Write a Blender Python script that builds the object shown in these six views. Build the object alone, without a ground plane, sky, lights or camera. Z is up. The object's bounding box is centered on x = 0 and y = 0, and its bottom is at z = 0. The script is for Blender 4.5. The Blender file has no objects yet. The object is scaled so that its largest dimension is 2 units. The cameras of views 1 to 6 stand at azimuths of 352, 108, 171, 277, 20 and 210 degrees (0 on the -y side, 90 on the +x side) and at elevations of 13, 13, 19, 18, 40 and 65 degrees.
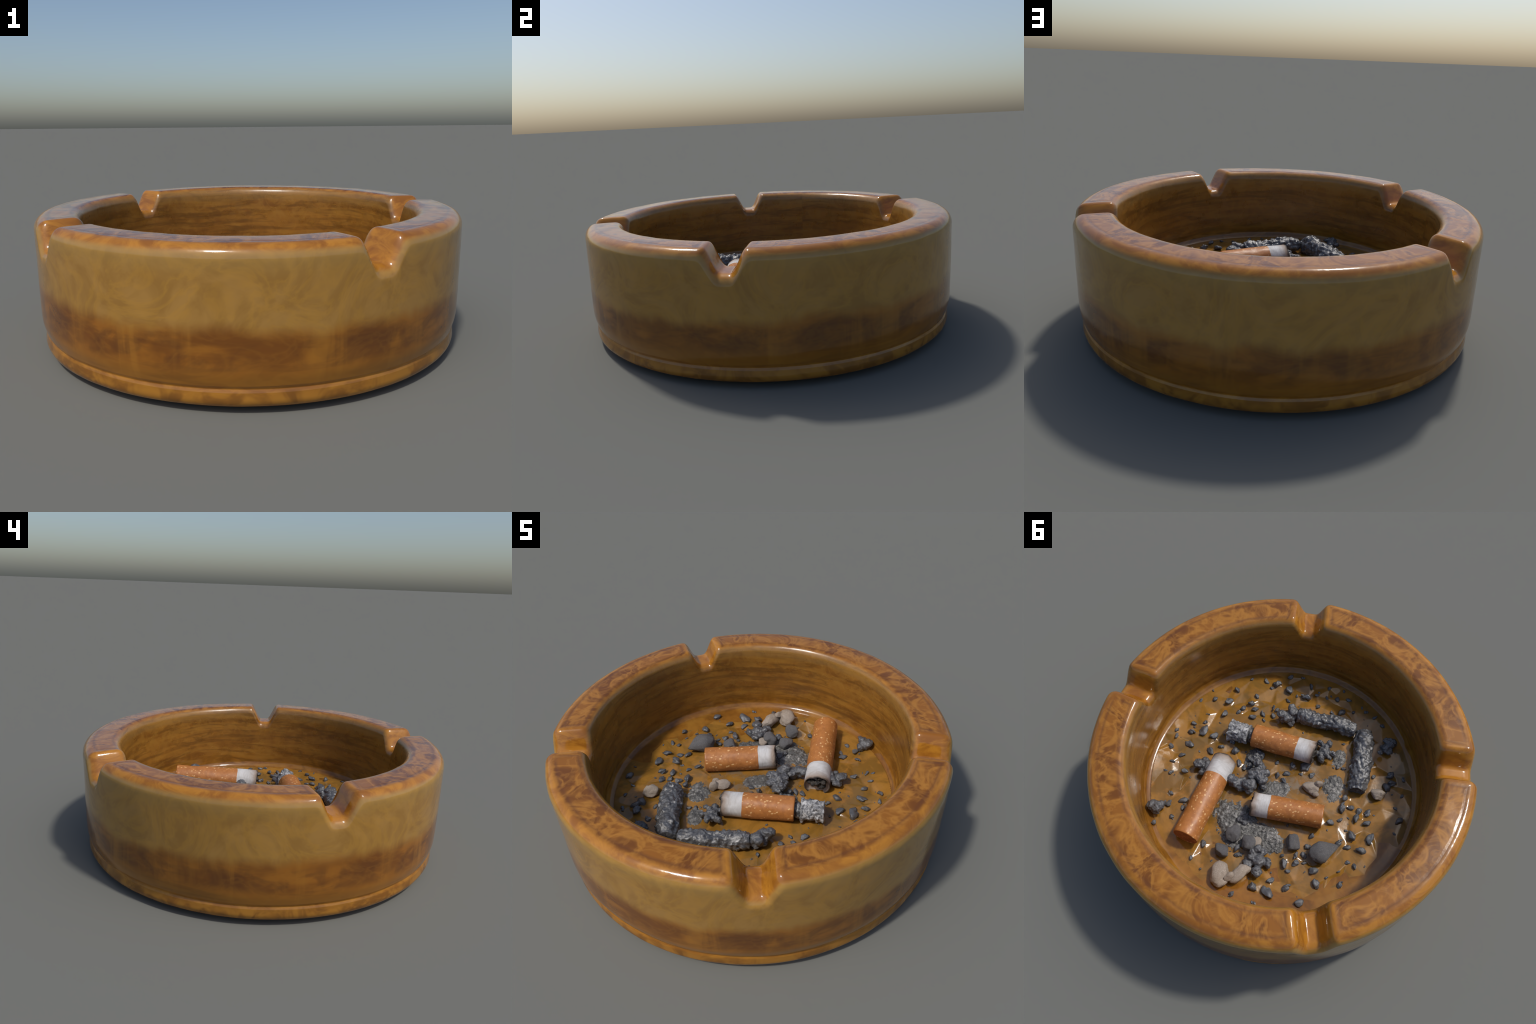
"""Glazed ceramic ashtray with three cigarette butts, charred ash sticks, pebbles and ash crumbs."""
import bpy, bmesh, math, random
import numpy as np
from mathutils import Vector, Matrix, noise
from mathutils.geometry import delaunay_2d_cdt

random.seed(7)
rng = np.random.default_rng(7)
TAU = 2 * math.pi
COLL = bpy.context.scene.collection

# ------------------------------------------------------------------ sizes
RIM_Z = 0.615            # top of the rim
FLOOR_Z = 0.180          # inner floor
WALL_R = 1.0             # outer wall
INNER_R = 0.797          # inner wall
# cigarette rests: angle of the trough at the outer and at the inner edge of the rim
RESTS = [(6.7, 6.2), (-68.0, -68.6), (-153.7, -153.3), (130.1, 130.7)]
NOTCHES = [math.radians(a) for a, b in RESTS]
def rest_axis(a, b):
    """a point on the trough's centre line and its outward direction"""
    o = Vector((math.cos(math.radians(a)), math.sin(math.radians(a))))
    i = Vector((math.cos(math.radians(b)), math.sin(math.radians(b)))) * .8
    return i, (o - i).normalized()
NOTCH_DROP = 0.109

# ------------------------------------------------------------------ node helper
class S:
    """A node socket with arithmetic, so that masks read as formulas."""
    def __init__(self, nt, sock): self.nt, self.s = nt, sock
    def _m(self, op, *others):
        n = self.nt.nodes.new('ShaderNodeMath'); n.operation = op
        for i, o in enumerate((self,) + others):
            if isinstance(o, S): self.nt.links.new(o.s, n.inputs[i])
            else: n.inputs[i].default_value = float(o)
        return S(self.nt, n.outputs[0])
    def __add__(self, o): return self._m('ADD', o)
    __radd__ = __add__
    def __sub__(self, o): return self._m('SUBTRACT', o)
    def __rsub__(self, o): return (self * -1.0) + o
    def __mul__(self, o): return self._m('MULTIPLY', o)
    __rmul__ = __mul__
    def abs(self): return self._m('ABSOLUTE')
    def pow(self, o): return self._m('POWER', o)
    def min(self, o): return self._m('MINIMUM', o)
    def max(self, o): return self._m('MAXIMUM', o)
    def atan2(self, o): return self._m('ARCTAN2', o)
    def sqrt(self): return self._m('SQRT')
    def step(self, a, b, lo=0.0, hi=1.0):
        """smooth step from lo at a to hi at b"""
        n = self.nt.nodes.new('ShaderNodeMapRange'); n.interpolation_type = 'SMOOTHSTEP'
        if a > b: a, b, lo, hi = b, a, hi, lo
        self.nt.links.new(self.s, n.inputs[0])
        for i, v in zip((1, 2, 3, 4), (a, b, lo, hi)): n.inputs[i].default_value = v
        return S(self.nt, n.outputs[0])


class Mat:
    def __init__(self, name):
        self.m = bpy.data.materials.new(name); self.m.use_nodes = True
        self.nt = self.m.node_tree
        self.b = self.nt.nodes['Principled BSDF']
        tc = self.nt.nodes.new('ShaderNodeTexCoord')
        self.co = tc.outputs['Object']
        sep = self.nt.nodes.new('ShaderNodeSeparateXYZ'); self.nt.links.new(self.co, sep.inputs[0])
        self.x, self.y, self.z = (S(self.nt, o) for o in sep.outputs)
    def vec(self, x, y, z):
        n = self.nt.nodes.new('ShaderNodeCombineXYZ')
        for i, o in enumerate((x, y, z)):
            if isinstance(o, S): self.nt.links.new(o.s, n.inputs[i])
            else: n.inputs[i].default_value = o
        return n.outputs[0]
    def scaled(self, v):
        n = self.nt.nodes.new('ShaderNodeMapping'); n.inputs['Scale'].default_value = v
        self.nt.links.new(self.co, n.inputs[0]); return n.outputs[0]
    def noise(self, scale, detail=3, rough=.55, dist=0., v=None):
        n = self.nt.nodes.new('ShaderNodeTexNoise')
        self.nt.links.new(v or self.co, n.inputs['Vector'])
        for k, val in (('Scale', scale), ('Detail', detail), ('Roughness', rough), ('Distortion', dist)):
            n.inputs[k].default_value = val
        return S(self.nt, n.outputs[0])
    def voronoi(self, scale, v=None, feature='F1', rand=1.0):
        n = self.nt.nodes.new('ShaderNodeTexVoronoi'); n.feature = feature
        self.nt.links.new(v or self.co, n.inputs['Vector'])
        n.inputs['Scale'].default_value = scale; n.inputs['Randomness'].default_value = rand
        if feature == 'DISTANCE_TO_EDGE': return S(self.nt, n.outputs['Distance'])
        sp = self.nt.nodes.new('ShaderNodeSeparateColor'); self.nt.links.new(n.outputs['Color'], sp.inputs[0])
        return S(self.nt, n.outputs['Distance']), S(self.nt, sp.outputs[0]), S(self.nt, sp.outputs[1])
    def veins(self, scale, sharp, dist=1.0, v=None, detail=3):
        """thin wandering lines: 1 on the line, 0 away from it"""
        n = self.noise(scale, detail, .55, dist, v)
        return (1.0 - (n - .5).abs() * sharp).max(0.0)
    def mix(self, f, a, b):
        n = self.nt.nodes.new('ShaderNodeMix'); n.data_type = 'RGBA'; n.clamp_factor = True
        if isinstance(f, S): self.nt.links.new(f.s, n.inputs[0])
        else: n.inputs[0].default_value = f
        for i, c in ((6, a), (7, b)):
            if isinstance(c, tuple): n.inputs[i].default_value = (*c, 1)
            else: self.nt.links.new(c, n.inputs[i])
        return n.outputs[2]
    def color(self, c):
        if isinstance(c, tuple): self.b.inputs['Base Color'].default_value = (*c, 1)
        else: self.nt.links.new(c, self.b.inputs['Base Color'])
    def rough(self, r):
        if isinstance(r, S): self.nt.links.new(r.s, self.b.inputs['Roughness'])
        else: self.b.inputs['Roughness'].default_value = r
    def bump(self, h, dist, strength=1.0):
        n = self.nt.nodes.new('ShaderNodeBump'); n.inputs['Distance'].default_value = dist
        n.inputs['Strength'].default_value = strength
        self.nt.links.new(h.s, n.inputs['Height']); self.nt.links.new(n.outputs[0], self.b.inputs['Normal'])
    def rnd(self):
        n = self.nt.nodes.new('ShaderNodeObjectInfo'); return S(self.nt, n.outputs['Random'])


# ------------------------------------------------------------------ materials
def glaze_material():
    m = Mat('amber_glaze')
    r = (m.x * m.x + m.y * m.y).sqrt()
    th = m.y.atan2(m.x)
    z = m.z
    # ---- outer wall: olive tan above, dark amber run of glaze below
    swirl = m.noise(3.6, 6, .6, 2.2)
    vein = m.veins(3.4, 12.0, 2.6, None, 5)
    tan = m.mix(swirl.step(.35, .65), (.312, .160, .034), (.388, .207, .050))
    tan = m.mix(vein * .45, tan, (.45, .232, .038))
    tan = m.mix(z.step(.49, .57) * .30, tan, (.375, .245, .080))
    streak = m.noise(6.0, 3, .55, .5, m.scaled((1, 1, .14)))
    flat = m.noise(3.4, 3, .5, 1.0, m.scaled((.8, .8, 2.6)))
    sway = m.noise(1.6, 2, .5, .0, m.scaled((1, 1, .3)))
    # the run of glaze pools in dark blotches, drips between them
    level = z + (flat - .5) * .05
    amber = m.mix(flat.step(.36, .64), (.185, .064, .009), (.305, .114, .013))
    amber = m.mix(level.step(.20, .11) * .7, amber, (.360, .148, .016))
    blot = m.noise(5.5, 4, .55, .9, m.scaled((1, 1, 1.5)))
    pool = level.step(.15, .20) * level.step(.32, .26)
    amber = m.mix(pool * blot.step(.40, .62) * .60, amber, (.100, .036, .010))
    fibre = m.noise(7.5, 4, .6, .5, m.scaled((1, 1, .14)))
    amber = m.mix(fibre.step(.48, .68) * .50, amber, (.385, .160, .019))
    strat = m.noise(2.4, 3, .5, .5, m.vec(th * 1.2, r, z * 12.0))
    amber = m.mix(strat.step(.52, .68) * .30, amber, (.135, .050, .010))
    amber = m.mix(m.veins(4.5, 12.0, 2.0, m.scaled((.8, .8, 1.6)), 5) * .12, amber, (.430, .190, .024))
    edge = z + (sway - .5) * .10 + (streak - .5) * .07 + (fibre - .5) * .04
    wall = m.mix(edge.step(.345, .275), tan, amber)
    # foot bead: brighter amber
    bead = m.mix(m.noise(7.0, 3, .6, .8).step(.4, .6), (.19, .076, .012), (.36, .158, .021))
    wall = m.mix(z.step(.105, .085), wall, bead)
    # ---- rim: mottled amber with darker line inset from its edges
    near = None
    for a, b in RESTS:
        p0, dr = rest_axis(a, b); ca, sa = dr
        q = ((m.y - p0.y) * ca - (m.x - p0.x) * sa).abs()
        along = m.x * ca + m.y * sa
        q = q + along.step(.25, .0) * 2.0
        near = q if near is None else near.min(q)
    wob = (m.noise(9.0, 3, .6, .5) - .5) * .022
    d = (1.0 - r).min(near - .062).min(r - .775) + wob
    mott = m.noise(3.8, 3, .5, 2.0)
    rim = m.mix(mott.step(.36, .62), (.165, .056, .007), (.275, .101, .011))
    rim = m.mix(m.veins(3.8, 12.0, 2.4, None, 3) * .60, rim, (.48, .208, .030))
    rim = m.mix(m.veins(6.5, 14.0, 2.0, None, 3) * .35, rim, (.42, .185, .030))
    line = (1.0 - (d - .062).abs() * 75.0).max(0.0) * m.noise(6.0, 2).step(.25, .6, .45, 1.0)
    rim = m.mix(line * .60, rim, (.12, .043, .013))
    line2 = (1.0 - (d - .044).abs() * 110.0).max(0.0)
    rim = m.mix(line2 * .4, rim, (.17, .07, .016))
    lip = m.mix(m.noise(6.0, 6, .62, 1.4, m.scaled((1, 1, 2.5))).step(.35, .65), (.27, .098, .012), (.44, .184, .021))
    rim = m.mix(d.step(.056, .036), rim, lip)
    # ---- inner wall: brown with level, wavering streaks
    wavy = m.vec(th * .55, r * .3, z * 3.0 + m.noise(2.6, 2, .5, .3) * .30)
    s1 = m.noise(4.6, 6, .62, .5, wavy)
    fine = m.noise(9.0, 6, .65, 1.8)
    inner = m.mix((s1 * .6 + fine * .4).step(.36, .62), (.185, .071, .010), (.300, .128, .018))
    inner = m.mix(m.veins(3.6, 16.0, .5, wavy, 4) * z.step(.46, .36) * .5, inner, (.34, .165, .028))
    inner = m.mix(m.veins(7.0, 11.0, 2.0, None, 4) * z.step(.36, .46) * .4, inner, (.32, .160, .028))
    inner = m.mix(m.veins(2.6, 26.0, .4, wavy, 4) * .50, inner, (.115, .048, .009))
    inner = m.mix((z + (fine - .5) * .03).step(.525, .56) * .30, inner, (.330, .205, .070))
    rings = m.noise(2.0, 4, .6, .6, m.vec(th * .6, r, z * 17.0 + m.noise(2.2, 2) * 1.2))
    inner = m.mix(rings.step(.52, .66) * .55, inner, (.130, .054, .009))
    inner = m.mix(rings.step(.46, .36) * .35, inner, (.360, .170, .026))
    # ---- join the regions
    t_out = (r + (m.noise(12., 3) - .5) * .012).step(.978, .992) * z.step(.602, .578)
    t_in = (r + (m.noise(12., 3) - .5) * .012).step(.825, .806)
    col = m.mix(t_out, rim, wall)
    col = m.mix(t_in, col, inner)
    m.color(col)
    m.rough(m.noise(14.0, 3).step(.3, .7, .08, .15) + t_in * z.step(.22, .30) * .18)
    h = m.noise(7.0, 3, .5, .8) * .8 - line * .35
    m.bump(h, .005, .35)
    m.b.inputs['Specular IOR Level'].default_value = .55
    return m.m


def floor_material():
    m = Mat('amber_floor_glaze')
    n = m.noise(5.0, 4, .6, 1.0)
    c = m.mix(n.step(.36, .64), (.195, .098, .017), (.33, .158, .026))
    c = m.mix(m.noise(14.0, 3, .6, .6).step(.52, .7) * .6, c, (.38, .168, .028))
    c = m.mix(m.noise(3.1, 3, .6, 1.5).step(.56, .68) * .55, c, (.155, .095, .028))
    # ash dust smeared around the middle of the floor
    dx, dy = m.x + .03, m.y - .10
    rad = (dx * dx + dy * dy).sqrt() + (m.noise(6.0, 4, .65, .8) - .5) * .45
    dust = rad.step(.42, .08) * m.noise(18.0, 4, .7, .5).step(.40, .66)
    c = m.mix(dust * .62, c, (.155, .130, .095))
    c = m.mix(m.noise(90.0, 3, .7).step(.56, .72) * .3, c, (.12, .07, .025))
    m.color(c)
    m.rough((dust * .35 + .13).min(.6))
    m.bump(m.noise(60.0, 3, .6) * .3 + m.noise(9., 2), .003, .4)
    m.b.inputs['Specular IOR Level'].default_value = .55
    return m.m


def grey_material(name, dark, mid, light, rough, grain=60.0, bump=.003, thr=(.45, .7), spec=.5, vary=.0):
    m = Mat(name)
    n = m.noise(grain, 5, .65, .4)
    big = m.noise(grain * .25, 3, .6, .6)
    c = m.mix(n.step(.3, .62), dark, mid)
    c = m.mix((n * .6 + big * .4).step(*thr), c, light)
    if vary:
        c = m.mix(m.rnd() * vary, c, light)
    m.color(c); m.rough(rough)
    m.bump(n + big * .5, bump, .8)
    m.b.inputs['Specular IOR Level'].default_value = spec
    return m.m


def filter_material():
    """tan cork-print paper with cream flecks; local x runs along the butt"""
    m = Mat('cork_tip_paper')
    ang = m.z.atan2(m.y) * .07
    warp = (m.noise(22.0, 2) - .5) * .02
    v = m.vec(m.x + warp, ang + warp, 0.0)
    n = m.noise(40.0, 4, .6, .4)
    c = m.mix(n.step(.3, .7), (.385, .142, .034), (.475, .185, .047))
    d, ra, rb = m.voronoi(42.0, m.vec((m.x + warp) * 1.0, (ang + warp) * 1.35 + m.x * .25, 0.0))
    fleck = d.step(.33, .24) * ra.step(.36, .40)
    d2, ra2, rb2 = m.voronoi(70.0, v)
    fleck2 = d2.step(.28, .18) * ra2.step(.74, .78)
    c = m.mix(fleck * .8, c, (.78, .47, .20))
    c = m.mix(fleck2 * .55, c, (.72, .40, .17))
    c = m.mix(m.veins(7.0, 30.0, 1.0) * .25, c, (.24, .08, .03))
    m.color(c); m.rough(.45)
    m.bump(n, .002, .3)
    return m.m


def paper_material(burnt_at):
    """white paper, scorched brown towards x = burnt_at (local)"""
    m = Mat('cigarette_paper')
    n = m.noise(30.0, 4, .6, .6, m.scaled((1, .6, .6)))
    lines = m.noise(60.0, 3, .6, .2, m.scaled((2.6, .3, .3)))
    c = m.mix(n.step(.3, .7), (.50, .48, .46), (.62, .605, .59))
    c = m.mix(lines.step(.52, .72) * .35, c, (.36, .33, .30))
    d = (m.x - burnt_at).abs() + (n - .5) * .03
    c = m.mix(d.step(.062, .012) * .8, c, (.24, .15, .085))
    c = m.mix(d.step(.020, .004), c, (.045, .032, .024))
    m.color(c); m.rough(.7)
    m.bump(lines + n, .003, .4)
    return m.m


GLAZE = glaze_material()
FLOOR = floor_material()
CRUMB = grey_material('ash_crumb', (.058, .059, .064), (.100, .102, .108), (.19, .19, .195), .22, 30, .0012, (.56, .76), .75, .12)
CHAR = grey_material('charred_ash', (.045, .045, .047), (.120, .120, .122), (.31, .305, .30), .25, 60, .005, (.53, .70), .85)
LUMP = grey_material('ash_lump', (.055, .056, .060), (.105, .106, .110), (.26, .255, .25), .20, 30, .002, (.56, .76), .8)
PALE = grey_material('pale_ash', (.07, .07, .072), (.30, .30, .305), (.60, .59, .58), .85, 70, .008, (.46, .62), .3)
STONE = grey_material('grey_pebble', (.085, .083, .085), (.165, .160, .16), (.33, .315, .305), .42, 50, .005, (.50, .66))
BEIGE = grey_material('beige_pebble', (.27, .215, .165), (.43, .355, .285), (.54, .465, .39), .5, 26, .004, (.48, .64))
POWDER = grey_material('ash_powder', (.065, .062, .056), (.125, .120, .110), (.36, .345, .32), .28, 55, .006, (.50, .66))
CORK = filter_material()
TOBACCO = grey_material('burnt_tobacco', (.008, .007, .006), (.03, .026, .022), (.09, .075, .06), .7, 80, .006)
CORE = grey_material('stained_filter_core', (.20, .07, .025), (.34, .125, .045), (.40, .17, .07), .8, 60, .004)

# ------------------------------------------------------------------ mesh helpers
def new_object(name, mesh, parent=None, mat=None):
    ob = bpy.data.objects.new(name, mesh); COLL.objects.link(ob)
    if parent: ob.parent = parent
    if mat: mesh.materials.append(mat)
    return ob

def empty(name, loc, label, category):
    e = bpy.data.objects.new(name, None); e.location = loc; e.empty_display_size = .05
    COLL.objects.link(e); e['label'] = label; e['category'] = category
    return e

def from_arrays(name, co, faces):
    me = bpy.data.meshes.new(name); me.from_pydata([tuple(c) for c in co], [], faces); me.update()
    return me

def smooth(me): me.polygons.foreach_set('use_smooth', [True] * len(me.polygons))

def grid_faces(nu, nv, wrap):
    f = []
    for i in range(nu if wrap else nu - 1):
        k = (i + 1) % nu
        for j in range(nv - 1):
            f.append((i * nv + j, k * nv + j, k * nv + j + 1, i * nv + j + 1))
    return f

def displaced(me, amp, scale, seed, octaves=3, ridged=False):
    off = Vector((seed * 3.7, seed * 1.3, -seed * 2.1))
    me.calc_loop_triangles()
    ns = [v.normal.copy() for v in me.vertices]
    for v, n in zip(me.vertices, ns):
        p = v.co * scale + off
        h = 0; a = 1
        for _ in range(octaves):
            s = noise.noise(p)
            h += a * ((1 - 2 * abs(s)) * .6 if ridged else s); p = p * 2.1; a *= .55
        v.co += n * amp * h
    me.update()

# ------------------------------------------------------------------ ashtray
def rounded_profile(corners):
    """corner list (r, z, fillet radius) -> polyline with arcs"""
    out = []
    for i, (r, z, f) in enumerate(corners):
        p = Vector((r, z))
        if f == 0 or i in (0, len(corners) - 1): out.append(p); continue
        a = Vector(corners[i - 1][:2]) - p; b = Vector(corners[i + 1][:2]) - p
        la, lb = a.length, b.length; a.normalize(); b.normalize()
        half = a.angle(b) / 2
        t = min(f / math.tan(half), la * .49, lb * .49); rad = t * math.tan(half)
        c = p + (a + b).normalized() * (rad / math.sin(half))
        s, e = p + a * t - c, p + b * t - c
        tot = s.angle_signed(e)
        for k in range(9):
            w = k / 8 * tot
            out.append(c + Matrix.Rotation(-w, 2) @ s)
    return out

def resample(poly, step):
    """even samples; keeps original bends well enough at a small step"""
    out = [poly[0]]
    for a, b in zip(poly, poly[1:]):
        n = max(1, int(math.ceil((b - a).length / step)))
        for k in range(1, n + 1): out.append(a.lerp(b, k / n))
    return out

def notch_curve():
    """drop of the rim as a function of the distance from a notch's centre line, corners rounded"""
    q = np.linspace(-.3, .3, 1201)
    f = np.clip((.083 - np.abs(q)) / (.083 - .034), 0, 1)
    for w in (49, 49): f = np.convolve(f, np.ones(w) / w, 'same')
    return q, f

NQ, NF = notch_curve()

CORNERS = [(0, .022, 0), (.80, .022, .01), (.825, 0, .01), (.922, 0, .035), (.993, .038, .036), (.986, .084, .010),
           (.981, .097, .006), (.988, .110, .012), (.999, .150, .20), (1.0, .215, .25), (1.0, RIM_Z, .052),
           (INNER_R + .004, RIM_Z, .045), (INNER_R - .011, FLOOR_Z + .008, .075), (.70, FLOOR_Z + .004, 0), (.60, FLOOR_Z - .014, 0), (0, FLOOR_Z - .024, 0)]

def build_ashtray():
    prof = resample(rounded_profile(CORNERS), .0075)
    # angles: dense across the notches
    ths = []; t = 0.0
    while t < TAU:
        ths.append(t)
        near = min(abs((t - a + math.pi) % TAU - math.pi) for a in NOTCHES)
        t += .0042 if near < .17 else .0125
    th = np.array(ths); P = np.array([tuple(p) for p in prof])
    # the rim's top leans gently outwards
    lean = np.clip((P[:, 1] - .36) / .20, 0, 1); lean = lean * lean * (3 - 2 * lean)
    P[:, 1] -= lean * .004 * np.clip((P[:, 0] - .86) / .14, 0, 1) ** 2
    R, Z = P[:, 0], P[:, 1]
    up = np.clip((Z - .33) / (RIM_Z - .056 - .33), 0, 1)
    up = np.where(R < .76, 0, up)
    X = R[None] * np.cos(th)[:, None]; Y = R[None] * np.sin(th)[:, None]
    Zz = np.repeat(Z[None], len(th), 0)
    for a, b in RESTS:
        p0, dr = rest_axis(a, b)
        q = (Y - p0.y) * dr.x - (X - p0.x) * dr.y; along = X * dr.x + Y * dr.y
        flare = np.clip((R - (WALL_R - .060)) / .060, 0, 1) ** 2 * .24 + np.clip((INNER_R + .055 - R) / .055, 0, 1) ** 2 * .05
        q = q / (1 + flare[None])
        Zz = Zz - np.where(along > .3, np.interp(q, NQ, NF), 0) * NOTCH_DROP * up[None]
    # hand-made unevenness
    co = np.stack([X, Y, Zz], -1).reshape(-1, 3)
    for i, c in enumerate(co):
        r = math.hypot(c[0], c[1])
        if r < .6 or c[2] < .004: continue
        n = noise.noise(Vector(c) * 4.0) * .0016 + noise.noise(Vector(c) * 11.0 + Vector((5, 5, 5))) * .0008
        if c[2] < .58: co[i, :2] *= 1 + n / r * (1 if r > .9 else .5)
        else: co[i, 2] += n
    nv = len(prof)
    faces = grid_faces(len(th), nv, True)
    full = from_arrays('tray_surface', co, faces)
    smooth(full)
    normals = np.array([tuple(v.normal) for v in full.vertices])
    bpy.data.meshes.remove(full)
    tray = empty('ashtray', (0, 0, 0), 'round amber glazed ceramic ashtray with four rim notches', 'ashtray')
    # split along the profile into named regions sharing border vertices and normals
    k_foot = int(np.argmin(np.abs(Z - .098) + (R < .9)))
    k_wall = int(np.argmax((Z > RIM_Z - .056) & (R > .9)))
    k_rim = int(np.nonzero((Z > RIM_Z - .052) & (R < .9))[0][-1])
    for name, a, b in (('foot', 0, k_foot), ('outer_wall', k_foot, k_wall), ('rim', k_wall, k_rim), ('inner_wall', k_rim, nv - 1)):
        cols = np.arange(a, b + 1); n = len(cols)
        idx = (np.arange(len(th))[:, None] * nv + cols[None]).reshape(-1)
        me = from_arrays(name, co[idx], grid_faces(len(th), n, True))
        smooth(me)
        me.normals_split_custom_set_from_vertices([tuple(v) for v in normals[idx]])
        new_object(name, me, tray, GLAZE)
    return tray

# ------------------------------------------------------------------ litter layout (millimetres: x, y, size)
CRUMBS_EAST = [(682, -289, 13), (556, -374, 34), (522, -485, 21), (440, -524, 32), (388, -503, 26), (704, -192, 21), (638, -243, 33), (554, -281, 45), (429, -402, 29), (430, -344, 39), (456, -283, 32), (469, -250, 26), (392, -319, 34), (340, -325, 39), (306, -283, 26), (530, -194, 37), (375, -266, 38), (607, -137, 13), (649, -35, 32), (594, -82, 32), (569, -32, 63), (496, -33, 39), (618, 19, 45), (705, 59, 24), (681, 90, 27), (671, 161, 32), (586, 91, 42), (583, 172, 32), (605, 238, 24), (603, 306, 18), (567, 296, 26), (506, 248, 32), (458, 264, 11)]
CRUMBS_MIDDLE = [(459, 59, 42), (417, 2, 34), (388, -62, 34), (334, -18, 47), (271, 35, 34), (234, 41, 34), (497, 399, 32), (408, 398, 39), (385, 438, 26), (0, -123, 40), (-66, -148, 67), (-71, -96, 21), (3, -61, 37), (-9, -10, 28), (-129, -125, 37), (84, -86, 25), (42, -19, 37), (-180, -405, 21), (-229, -252, 28), (-260, -259, 25), (-360, -106, 43), (-169, 211, 18)]
CRUMBS_SOUTH = [(372, -542, 49), (326, -628, 31), (257, -668, 25), (290, -551, 46), (185, -645, 31), (80, -691, 28), (-4, -725, 21), (121, -606, 25), (61, -628, 25), (-1, -646, 34), (-60, -681, 28), (178, -560, 61), (252, -483, 28), (224, -537, 15), (303, -389, 31), (272, -390, 31), (273, -342, 34), (194, -454, 28), (76, -544, 29), (-18, -553, 31), (-66, -587, 40), (-127, -620, 25), (-158, -675, 18), (-192, -664, 25), (-257, -657, 25), (-324, -633, 28), (-435, -311, 25), (-382, -375, 37)]
CRUMBS_WEST = [(-510, -363, 52), (-542, -329, 43), (-532, -293, 55), (-590, -385, 28), (-631, -283, 21), (-634, -199, 25), (-684, -144, 43), (-465, 143, 47), (-511, 139, 34), (-584, 342, 39), (-503, 350, 21), (-538, 288, 18), (-557, 216, 24), (-596, 216, 27), (-589, 116, 41), (-506, 75, 53), (-595, 34, 47), (-461, 60, 21), (-375, -54, 55), (-417, -74, 37), (-467, -79, 37), (-470, -33, 39), (-512, -97, 37), (-540, -40, 39), (-433, -13, 16), (-400, 28, 26), (-365, 64, 37), (-696, -60, 16)]
CRUMBS_NORTH = [(404, 516, 26), (463, 600, 26), (165, 547, 32), (174, 651, 26), (97, 674, 16), (73, 602, 13), (-1, 466, 32), (-31, 492, 45), (-116, 701, 32), (-192, 605, 45), (-255, 522, 32), (-276, 588, 63), (-351, 507, 50), (-242, 672, 32), (-234, 373, 24), (-264, 402, 45), (-296, 334, 37), (-318, 370, 39), (-307, 431, 24), (-314, 189, 32), (-332, 256, 42), (-335, 312, 42), (-359, 343, 26), (-422, 355, 42), (-472, 410, 45), (-451, 543, 50)]
CRUMBS = [(x / 1000, y / 1000, s / 1000) for g in (CRUMBS_EAST, CRUMBS_MIDDLE, CRUMBS_SOUTH, CRUMBS_WEST, CRUMBS_NORTH) for x, y, s in g]

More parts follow.
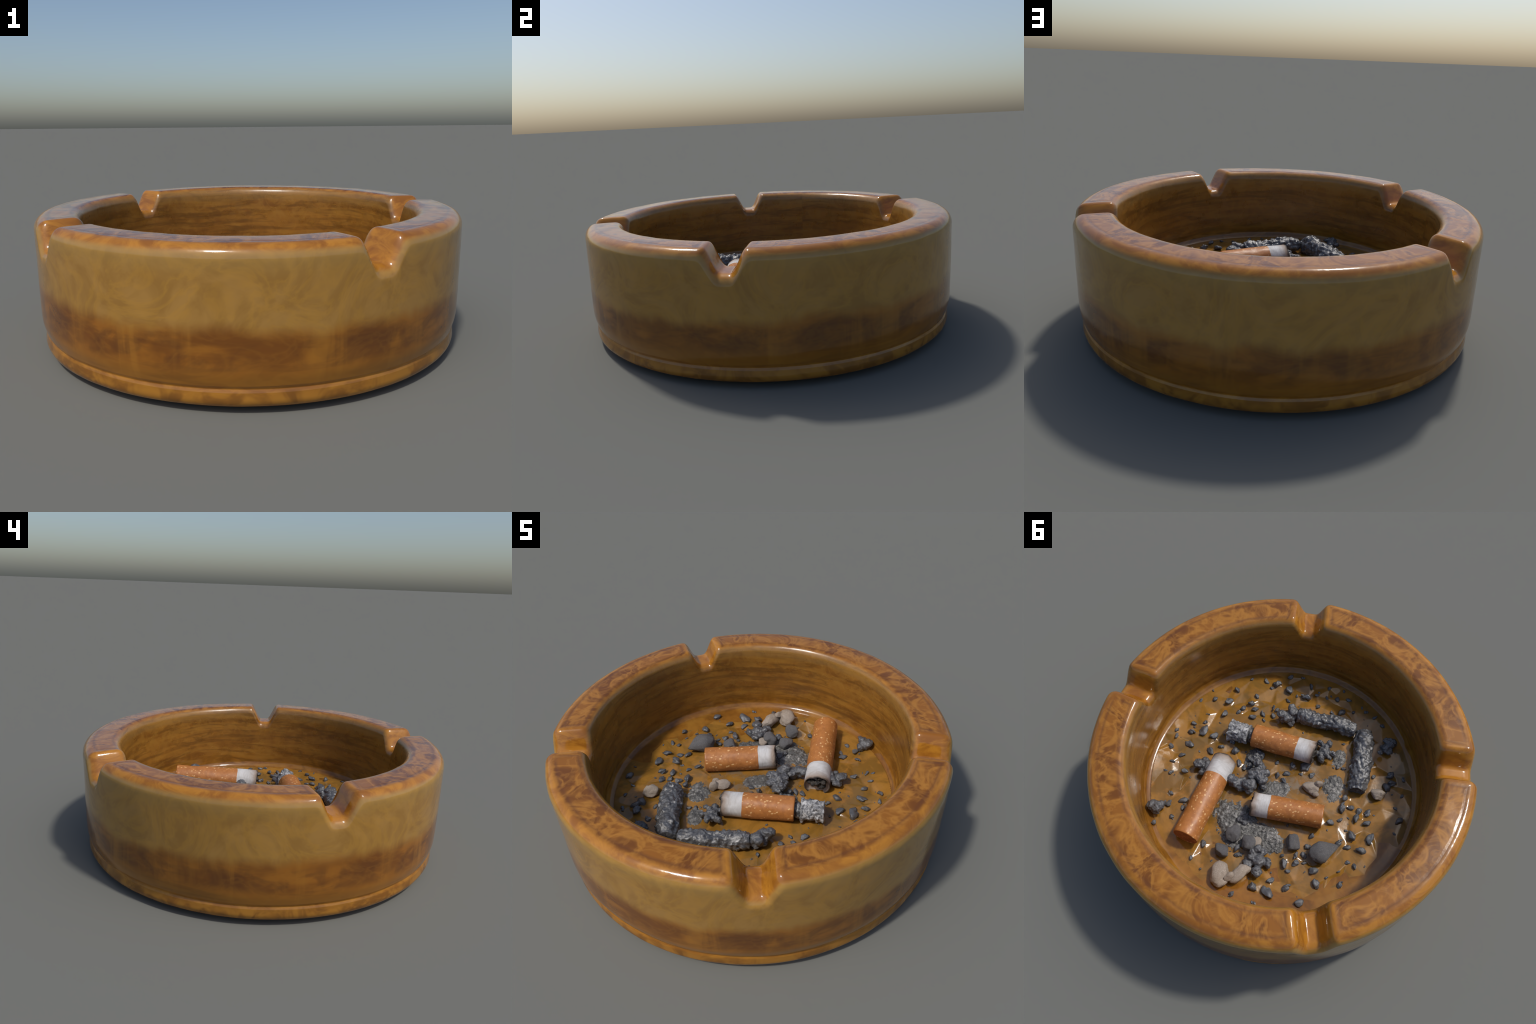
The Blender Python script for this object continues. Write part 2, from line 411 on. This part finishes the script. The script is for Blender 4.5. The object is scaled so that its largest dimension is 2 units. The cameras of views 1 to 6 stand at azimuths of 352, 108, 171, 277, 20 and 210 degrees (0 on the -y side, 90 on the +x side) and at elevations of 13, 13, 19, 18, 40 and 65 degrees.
# ------------------------------------------------------------------ floor: glossy facets pulled up around the crumbs
FR = .752
FN = 341
class Floor:
    def __init__(self):
        pts = []
        def far(x, y, d): return all((x - p[0]) ** 2 + (y - p[1]) ** 2 > d * d for p in pts)
        rr = random.Random(3)
        for x, y, s in CRUMBS:
            if math.hypot(x, y) < .72 and far(x, y, .035):
                pts.append((x, y, rr.uniform(.001, .009)))
                if s > .03:
                    for _ in range(4):
                        a = rr.uniform(0, TAU); d = rr.uniform(.022, .05); u, v = x + d * math.cos(a), y + d * math.sin(a)
                        if math.hypot(u, v) < .72 and far(u, v, .018): pts.append((u, v, rr.uniform(-.011, .003)))
        for _ in range(900):
            x, y = rr.uniform(-.72, .72), rr.uniform(-.72, .72)
            if math.hypot(x, y) < .715 and far(x, y, .07):
                g = min(1, max(.35, math.hypot(x, y) / .5))
                pts.append((x, y, rr.uniform(-.010, .007) * g))
        for k in range(40):
            a = TAU * k / 40; pts.append((.77 * math.cos(a), .77 * math.sin(a), .0))
        V = [Vector(p[:2]) for p in pts]
        v2, _, tris, *_ = delaunay_2d_cdt(V, [], [], 0, 1e-6)
        # height of each triangle's plane, sampled on a fine grid, then softened a little at the creases
        ax = np.linspace(-.78, .78, FN); gx, gy = np.meshgrid(ax, ax, indexing='ij')
        H = np.zeros_like(gx)
        hz = {}
        for v in range(len(v2)):
            hz[v] = min(pts, key=lambda p: (p[0] - v2[v][0]) ** 2 + (p[1] - v2[v][1]) ** 2)[2]
        st = ax[1] - ax[0]
        for t in tris:
            A, B, C = (v2[i] for i in t); za, zb, zc = (hz[i] for i in t)
            i0, i1 = [int(f((min(A[0], B[0], C[0]) if f is math.floor else max(A[0], B[0], C[0])) / st + (FN - 1) / 2)) for f in (math.floor, math.ceil)]
            j0, j1 = [int(f((min(A[1], B[1], C[1]) if f is math.floor else max(A[1], B[1], C[1])) / st + (FN - 1) / 2)) for f in (math.floor, math.ceil)]
            i0, j0 = max(i0, 0), max(j0, 0)
            sx, sy = gx[i0:i1 + 1, j0:j1 + 1], gy[i0:i1 + 1, j0:j1 + 1]
            den = (B[1] - C[1]) * (A[0] - C[0]) + (C[0] - B[0]) * (A[1] - C[1])
            if abs(den) < 1e-12: continue
            l1 = ((B[1] - C[1]) * (sx - C[0]) + (C[0] - B[0]) * (sy - C[1])) / den
            l2 = ((C[1] - A[1]) * (sx - C[0]) + (A[0] - C[0]) * (sy - C[1])) / den
            ins = (l1 >= -1e-6) & (l2 >= -1e-6) & (1 - l1 - l2 >= -1e-6)
            H[i0:i1 + 1, j0:j1 + 1] = np.where(ins, l1 * za + l2 * zb + (1 - l1 - l2) * zc, H[i0:i1 + 1, j0:j1 + 1])
        for _ in range(1):
            H = (H * 2 + np.roll(H, 1, 0) + np.roll(H, -1, 0) + np.roll(H, 1, 1) + np.roll(H, -1, 1)) / 6
        H += .011 * np.clip((np.hypot(gx, gy) - .45) / .27, 0, 1) ** 2
        H -= .010 * np.clip((gy - .5 * gx - .15) / .45, 0, 1)
        self.ax, self.H, self.st = ax, H, st
    def at(self, x, y):
        fi, fj = x / self.st + (FN - 1) / 2, y / self.st + (FN - 1) / 2
        i, j = int(min(max(fi, 0), FN - 2)), int(min(max(fj, 0), FN - 2)); a, b = fi - i, fj - j
        H = self.H
        return FLOOR_Z + (H[i, j] * (1 - a) + H[i + 1, j] * a) * (1 - b) + (H[i, j + 1] * (1 - a) + H[i + 1, j + 1] * a) * b
    def build(self, parent):
        idx = -np.ones((FN, FN), int); co = []
        for i in range(FN):
            for j in range(FN):
                x, y = self.ax[i], self.ax[j]
                if x * x + y * y < FR * FR:
                    idx[i, j] = len(co); co.append((x, y, FLOOR_Z + self.H[i, j]))
        f = []
        for i in range(FN - 1):
            for j in range(FN - 1):
                q = (idx[i, j], idx[i + 1, j], idx[i + 1, j + 1], idx[i, j + 1])
                if min(q) >= 0: f.append(tuple(int(k) for k in q))
        me = from_arrays('bowl_floor', co, f); smooth(me)
        return new_object('bowl_floor', me, parent, FLOOR)

# ------------------------------------------------------------------ lumps, pebbles, crumbs
def remeshed(name, balls, voxel):
    """union of stretched balls fused by a voxel remesh; balls: (x, y, z, radius[, sx, sy, sz])"""
    bm = bmesh.new()
    for b in balls:
        s = b[4:7] if len(b) > 4 else (1, 1, 1)
        mx = Matrix.Translation(b[:3]) @ Matrix.Diagonal((s[0], s[1], s[2], 1))
        bmesh.ops.create_icosphere(bm, subdivisions=3, radius=b[3], matrix=mx)
    me = bpy.data.meshes.new(name); bm.to_mesh(me); bm.free()
    ob = bpy.data.objects.new(name, me); COLL.objects.link(ob)
    md = ob.modifiers.new('fuse', 'REMESH'); md.mode = 'VOXEL'; md.voxel_size = voxel
    sm = ob.modifiers.new('soft', 'SMOOTH'); sm.iterations = 3; sm.factor = .5
    dg = bpy.context.evaluated_depsgraph_get()
    out = bpy.data.meshes.new_from_object(ob.evaluated_get(dg)); out.name = name
    bpy.data.objects.remove(ob); bpy.data.meshes.remove(me)
    smooth(out)
    return out

def pebble_mesh(name, seed, boxy=.0, facets=5, sub=4):
    """rounded stone: ball cut by random planes, then roughened"""
    rr = random.Random(seed)
    bm = bmesh.new(); bmesh.ops.create_icosphere(bm, subdivisions=sub, radius=1)
    planes = []
    for _ in range(facets):
        planes.append((Vector((rr.gauss(0, 1), rr.gauss(0, 1), rr.gauss(0, .8))).normalized(), rr.uniform(.55, .88)))
    if boxy:
        for ax in ((1, 0, 0), (0, 1, 0), (0, 0, 1)):
            for s in (1, -1): planes.append((Vector(ax) * s, 1 - boxy))
    for v in bm.verts:
        for n, d in planes:
            e = v.co.dot(n) - d
            if e > 0: v.co -= n * e * .85
    bmesh.ops.smooth_vert(bm, verts=bm.verts, factor=.5, use_axis_x=True, use_axis_y=True, use_axis_z=True)
    me = bpy.data.meshes.new(name); bm.to_mesh(me); bm.free()
    displaced(me, .10, 1.6, seed)
    displaced(me, .03, 6.0, seed + 9)
    smooth(me)
    return me

def crumb_mesh(name, seed):
    rr = random.Random(seed)
    if seed % 3 == 2:      # two crumbs stuck together
        me = remeshed(name, [(-.35, 0, 0, .62, 1, .8, .7), (.5, rr.uniform(-.2, .2), .05, .48, 1.1, .7, .7), (rr.uniform(-.2, .2), .3, .1, .35)], .11)
    else:
        bm = bmesh.new(); bmesh.ops.create_icosphere(bm, subdivisions=3, radius=1)
        taper = rr.uniform(-.35, .35)
        for v in bm.verts:
            k = 1 + taper * v.co.x
            v.co = Vector((v.co.x, v.co.y * .72 * k, v.co.z * .66 * k))
        me = bpy.data.meshes.new(name); bm.to_mesh(me); bm.free()
    for _ in range(7):
        n = Vector((rr.gauss(0, 1), rr.gauss(0, 1), rr.gauss(0, 1))).normalized(); d = rr.uniform(.42, .62)
        for v in me.vertices:
            e = v.co.dot(n) - d
            if e > 0: v.co -= n * e * .8
    me.update()
    displaced(me, .20, 1.5, seed)
    displaced(me, .07, 5.0, seed + 4)
    smooth(me)
    return me

def lobed(name, parent, loc, size, lobes, mat, seed, flat=.85, spread=1.0, rough=.09, stretch=(1, 1), ang=0, lobe=(.26, .48)):
    """knobbly clinker of fused drops"""
    rr = random.Random(seed); balls = [(0, 0, 0, .5, 1, 1, flat)]
    for _ in range(lobes):
        a = rr.uniform(0, TAU); d = rr.uniform(.35, .85) * spread
        balls.append((d * math.cos(a) * stretch[0], d * math.sin(a) * stretch[1], rr.uniform(-.15, .45) * flat, rr.uniform(*lobe),
                      rr.uniform(.8, 1.3), rr.uniform(.8, 1.2), rr.uniform(.7, 1)))
    me = remeshed(name, balls, .055)
    displaced(me, rough, 3.0, seed)
    displaced(me, rough * .4, 9.0, seed + 3)
    ob = new_object(name, me, parent, mat)
    zmin = min(v.co.z for v in me.vertices)
    size *= 1.15; ob.scale = (size,) * 3; ob.rotation_euler = (0, 0, ang)
    ob.location = (loc[0], loc[1], FLOOR_H.at(*loc[:2]) - zmin * size * .84)
    return ob

def stone(name, parent, loc, dims, ang, mat, seed, boxy=.0, facets=5, tilt=0, sink=.85):
    me = pebble_mesh(name, seed, boxy, facets)
    ob = new_object(name, me, parent, mat)
    ob.scale = dims; ob.rotation_euler = (tilt, tilt * .5, ang)
    z = loc[2] if len(loc) > 2 else FLOOR_H.at(*loc[:2])
    ob.location = (loc[0], loc[1], z + dims[2] * sink)
    return ob

# ------------------------------------------------------------------ cigarette butts
def tube(name, length, x0, radius, rings, segs, cap_a, cap_b, squash=.0, seed=0, ragged=0., dent=.004):
    """closed or open tube along local x with gentle dents; caps: None, 'flat' or depth of a hollow"""
    co = []; n = rings + 1
    prof = []
    if cap_a is not None:
        d = 0 if cap_a == 'flat' else cap_a
        prof += [(d, .0)] + [(d, .45)] + ([(d, .90), (d * .3, .93)] if d else [(0, .8)]) + [(0.0, .965)]
    for i in range(n): prof.append((length * i / rings if 0 < i < rings else (.004 if i == 0 else length - .004), 1.0))
    if cap_b is not None:
        d = 0 if cap_b == 'flat' else cap_b
        prof += [(length, .965)] + ([(length - d * .3, .93), (length - d, .90)] if d else [(length, .8)]) + [(length - d, .45), (length - d, .0)]
    for k in range(segs):
        a = TAU * k / segs
        for x, f in prof:
            p = Vector(((x0 + x) * 9, math.cos(a) * .9, math.sin(a) * .9)) + Vector((seed, seed * 2, 0))
            r = radius * f + dent * noise.noise(p) * (f > .8) + .0012 * noise.noise(p * 4) * (f > .8)
            xx = x0 + x
            if ragged and f > .85:
                e = min(1, max(0, 1 - (length - x) / .03)) if ragged > 0 else min(1, max(0, 1 - x / .03))
                xx += -abs(ragged) * e * (noise.noise(Vector((math.cos(a) * 1.6, math.sin(a) * 1.6, seed))) + .5) * (1 if ragged > 0 else -1)
            co.append((xx, r * math.cos(a) * (1 + squash), r * math.sin(a) * (1 - squash)))
    me = from_arrays(name, co, [tuple(reversed(f)) for f in grid_faces(segs, len(prof), True)])
    smooth(me)
    return me

def butt(tip, end, filter_len, radius, seed, z, hollow=.03, tilt=0.0, squash=.02, core=None):
    """tip: burnt white end; end: cork filter end (world xy)"""
    a, b = Vector((*tip, 0)), Vector((*end, 0))
    L = (b - a).length; ang = math.atan2(b.y - a.y, b.x - a.x)
    root = empty('cigarette_butt', (*((a + b) / 2).xy, z), 'stubbed out cigarette butt with orange speckled filter', 'cigarette butt')
    root.rotation_euler = (0, -tilt, ang)
    # local x: -L/2 = burnt end, +L/2 = filter end
    white = L - filter_len
    pm = paper_material(-L / 2)
    me = tube('cigarette_paper', white + .03, -L / 2, radius * .985, 14, 72, hollow, None, squash, seed, -.008)
    new_object('cigarette_paper', me, root, pm)
    me = tube('filter_wrap', filter_len, L / 2 - filter_len, radius, 30, 72, None, .004, squash, seed, -.004)
    new_object('filter_wrap', me, root, CORK)
    me = tube('filter_core', .02, L / 2 - .0225, radius * .945, 4, 48, None, 'flat', squash, seed, dent=.004)
    displaced(me, .0012, 60, seed)
    new_object('filter_core', me, root, core or CORE)
    # tobacco shreds in the burnt mouth
    rr = random.Random(seed); balls = []
    for _ in range(16):
        t = rr.uniform(0, TAU); d = radius * .66 * math.sqrt(rr.random())
        balls.append((-L / 2 + rr.uniform(.008, .026), d * math.cos(t), d * math.sin(t), rr.uniform(.008, .015), rr.uniform(.8, 1.8), 1, 1))
    me = remeshed('tobacco', balls, .003)
    displaced(me, .003, 90, seed)
    new_object('tobacco', me, root, TOBACCO)
    return root

# ------------------------------------------------------------------ rough ash sticks
def ash_stick(name, parent, pts, radius, seed, mat=CHAR, amp=.010, segs=96, step=.004, hollow=False, taper=.80):
    """crumbling cylinder of ash along a bent line"""
    P = [Vector(p) for p in pts]
    lens = [0]
    for a, b in zip(P, P[1:]): lens.append(lens[-1] + (b - a).length)
    L = lens[-1]; n = int(L / step)
    def at(s):
        for i in range(len(P) - 1):
            if s <= lens[i + 1] or i == len(P) - 2:
                return P[i].lerp(P[i + 1], (s - lens[i]) / (lens[i + 1] - lens[i]))
    line = [at(L * i / n) for i in range(n + 1)]
    for _ in range(14): line = [line[0]] + [(line[i - 1] + line[i] * 2 + line[i + 1]) / 4 for i in range(1, n)] + [line[-1]]
    rings = []
    d0 = (line[1] - line[0]).normalized(); d1 = (line[-1] - line[-2]).normalized()
    for f in (0, .35, .7, .92): rings.append((line[0] + d0 * ((.02 if hollow else -.004) * (1 - f)), f, d0))
    for i, p in enumerate(line):
        d = (line[min(i + 1, n)] - line[max(i - 1, 0)]).normalized(); rings.append((p, 1.0, d))
    for f in (.92, .7, .35, 0): rings.append((line[-1] + d1 * (.006 * (1 - f)), f, d1))
    co = []
    for k in range(segs):
        a = TAU * k / segs
        for p, f, d in rings:
            side = d.cross(Vector((0, 0, 1))).normalized(); upv = side.cross(d)
            w = side * math.cos(a) + upv * math.sin(a)
            s_end = min((p - line[0]).length, (p - line[-1]).length) / .035
            f = f * (taper + (1 - taper) * min(1, s_end))
            q = p + w * radius * f + Vector((seed, 0, seed * .7))
            h = noise.noise(q * 9) * 1.5 + abs(noise.noise(q * 27)) * 1.3 - .3 + noise.noise(q * 70) * .35
            h += min(1, max(0, (noise.noise(q * 42) - .25) * 8)) * .55      # broken crust
            co.append(p + w * (radius * f + amp * h * (.4 + .6 * f)) + d * noise.noise(q * 40) * amp * .5)
    me = from_arrays(name, co, [tuple(reversed(f)) for f in grid_faces(segs, len(rings), True)])
    smooth(me)
    return new_object(name, me, parent, mat)

# ------------------------------------------------------------------ powder patches
def powder(parent, centre, rx, ry, ang, height, seed, n=110):
    """low heap of ash dust, its ragged border sinking into the floor"""
    co = []
    ca, sa = math.cos(ang), math.sin(ang)
    for i in range(n):
        for j in range(n):
            u, v = (i / (n - 1) * 2 - 1) * 1.25, (j / (n - 1) * 2 - 1) * 1.25
            x, y = centre[0] + u * rx * ca - v * ry * sa, centre[1] + u * rx * sa + v * ry * ca
            q = Vector((x, y, seed * 3.1))
            m = 1 - (u * u + v * v) + noise.noise(q * 13) * .55 + noise.noise(q * 34) * .30
            g = noise.noise(q * 60) * .55 + abs(noise.noise(q * 120)) * .9 + noise.noise(q * 26) * .4
            h = height * (min(1, max(-1.2, m * 1.6)) * .8 + g * .75 - .2)
            if max(abs(u), abs(v)) > 1.2: h = -.015
            co.append((x, y, FLOOR_H.at(x, y) + h))
    me = from_arrays('ash_powder', co, grid_faces(n, n, False)); smooth(me)
    ob = new_object('ash_powder', me, parent, POWDER); ob['kind'] = 'stuff'
    return ob

# ================================================================== build
tray = build_ashtray()
FLOOR_H = Floor()
FLOOR_H.build(tray)

# three butts
R_BUTT = .066
butt((.342, .070), (.252, .585), .395, R_BUTT + .004, 11, FLOOR_Z + .058, tilt=.045)
butt((.060, .228), (-.315, .080), .305, R_BUTT + .001, 23, FLOOR_Z + .058, squash=.0, core=CHAR)
third = butt((-.084, -.229), (.284, -.142), .272, R_BUTT, 37, FLOOR_Z + .064, tilt=-.025)

# crumbling pale ash plug past the filter end of the third butt
plug_dir = Vector((.368, .087, 0)).normalized()
e0 = Vector((.280, -.143, FLOOR_Z + .050))
inv = (Matrix.Translation(third.location) @ third.rotation_euler.to_matrix().to_4x4()).inverted()
loc = lambda v: tuple(inv @ v)
ash_stick('charred_collar', third, [loc(e0), loc(e0 + plug_dir * .045)], .048, 5, CHAR, .006)
ash_stick('ash_plug', third, [loc(e0 + plug_dir * .036), loc(e0 + plug_dir *   .155)], .056, 8, PALE, .013, taper=1.0)

# charred stick in two pieces
stick = empty('ash_stick', (-.2, -.45, FLOOR_Z), 'broken charred grey ash stick in two pieces', 'ash')
rel = lambda x, y, z: (x + .2, y + .45, z - FLOOR_Z)
ash_stick('stick_piece', stick, [rel(.140, -.410, .220), rel(-.03, -.460, .224), rel(-.205, -.500, .230)], .046, 15, CHAR, .010)
ash_stick('stick_piece', stick, [rel(-.396, -.165, .210), rel(-.342, -.322, .216), rel(-.254, -.520, .224)], .056, 19, CHAR, .011, hollow=True)

# the loose litter
litter = empty('ash_litter', (0, 0, FLOOR_Z), 'scattered dark ash crumbs, clinkers and small pebbles', 'ash')
litter.location = (0, 0, 0)
stone('pebble', litter, (-.015, .640), (.058, .074, .042), .35, BEIGE, 41, facets=4)
stone('pebble', litter, (-.063, .634, FLOOR_Z + .03), (.022, .034, .024), -.4, BEIGE, 42)
stone('pebble', litter, (-.100, .583), (.044, .070, .040), -.3, BEIGE, 43, facets=7)
stone('pebble', litter, (-.510, -.216), (.048, .046, .036), .6, BEIGE, 44, facets=8)
stone('pebble', litter, (-.165, -.045), (.050, .042, .026), .2, BEIGE, 45, facets=5)
stone('pebble', litter, (-.190, -.082), (.034, .018, .034), .8, BEIGE, 46)
stone('pebble', litter, (-.205, -.030), (.022, .018, .020), .1, BEIGE, 47)
stone('pebble', litter, (-.250, .284), (.046, .056, .036), .7, STONE, 48, boxy=.28, facets=3)
stone('pebble', litter, (-.046, .419), (.046, .046, .042), .2, STONE, 49, boxy=.2)
stone('pebble', litter, (-.080, .388), (.032, .036, .026), .9, BEIGE, 50, facets=7)
stone('pebble', litter, (.056, .413), (.042, .052, .034), .2, STONE, 51, facets=3)
stone('pebble', litter, (.056, .529), (.046, .048, .040), .6, STONE, 52, boxy=.25)
pear = pebble_mesh('pebble', 53, 0, 3)
for v in pear.vertices:
    k = 1 - .58 * max(0, v.co.x + .15); v.co.y *= k; v.co.z *= k; v.co.x *= 1.22
p = new_object('pebble', pear, litter, STONE); p.scale = (.068, .064, .056)
p.location = (-.418, .238, FLOOR_H.at(-.418, .238) + .040); p.rotation_euler = (0, 0, math.radians(-128))

lobed('clinker', litter, (.430, .170), .058, 7, LUMP, 61, stretch=(.7, 1.1), ang=.6)
lobed('clinker', litter, (.178, .155), .066, 9, LUMP, 62, stretch=(1.2, .6), ang=.4)
lobed('clinker', litter, (.120, .040), .072, 12, LUMP, 63, stretch=(1.3, .7), ang=-.5, rough=.12, lobe=(.2, .38))
lobed('clinker', litter, (.205, -.035), .052, 9, LUMP, 64, flat=.45, rough=.14, lobe=(.15, .3), stretch=(.8, 1.2))
lobed('clinker', litter, (.505, .520), .058, 4, LUMP, 65, spread=.6, stretch=(.8, 1.0))
lobed('clinker', litter, (.462, .464), .026, 2, STONE, 66, spread=.5)
lobed('clinker', litter, (.180, -.372), .066, 9, LUMP, 67, stretch=(.7, 1.0), flat=.95)
lobed('clinker', litter, (.150, -.345), .030, 3, STONE, 72, spread=.6)
lobed('clinker', litter, (-.116, -.285), .062, 12, LUMP, 68, lobe=(.16, .34), stretch=(1.0, .9), flat=.95)
lobed('clinker', litter, (-.415, -.497), .060, 9, LUMP, 69, stretch=(.7, 1.15), rough=.12, lobe=(.2, .36))
lobed('clinker', litter, (-.143, .472), .066, 13, LUMP, 70, lobe=(.18, .34), flat=.8)
lobed('clinker', litter, (.055, .300), .036, 6, LUMP, 71, lobe=(.18, .34), flat=.5)

powder(litter, (.085, .355), .165, .115, math.radians(-8), .013, 1)
powder(litter, (-.085, .345), .140, .080, math.radians(10), .011, 2, 100)
powder(litter, (.215, -.040), .055, .080, .3, .010, 3, 70)
powder(litter, (-.275, -.125), .070, .080, .4, .010, 4, 70)
powder(litter, (-.205, -.300), .040, .060, .2, .008, 5, 50)
powder(litter, (.010, .060), .090, .050, .5, .005, 6, 70)

variants = [crumb_mesh('ash_crumb', 100 + k) for k in range(12)]
for me in variants: me.materials.append(CRUMB)
rr = random.Random(21)
def put_crumb(x, y, s):
    me = variants[rr.randrange(12)]
    ob = bpy.data.objects.new('ash_crumb', me); COLL.objects.link(ob); ob.parent = litter
    h = s * .68
    ob.scale = (h * rr.uniform(.95, 1.2), h * rr.uniform(.8, 1.05), h * rr.uniform(.65, .95))
    ob.rotation_euler = (rr.uniform(-.35, .35), rr.uniform(-.35, .35), rr.uniform(0, TAU))
    z = FLOOR_H.at(x, y)
    rad = math.hypot(x, y)
    if rad > .735: z += .5 * (rad - .735)
    ob.location = (x, y, z + h * .18)
for x, y, s in CRUMBS: put_crumb(x, y, s)
# fine specks between the crumbs
for _ in range(70):
    a, d = rr.uniform(0, TAU), .70 * math.sqrt(rr.random())
    put_crumb(d * math.cos(a), d * math.sin(a), rr.uniform(.007, .014))
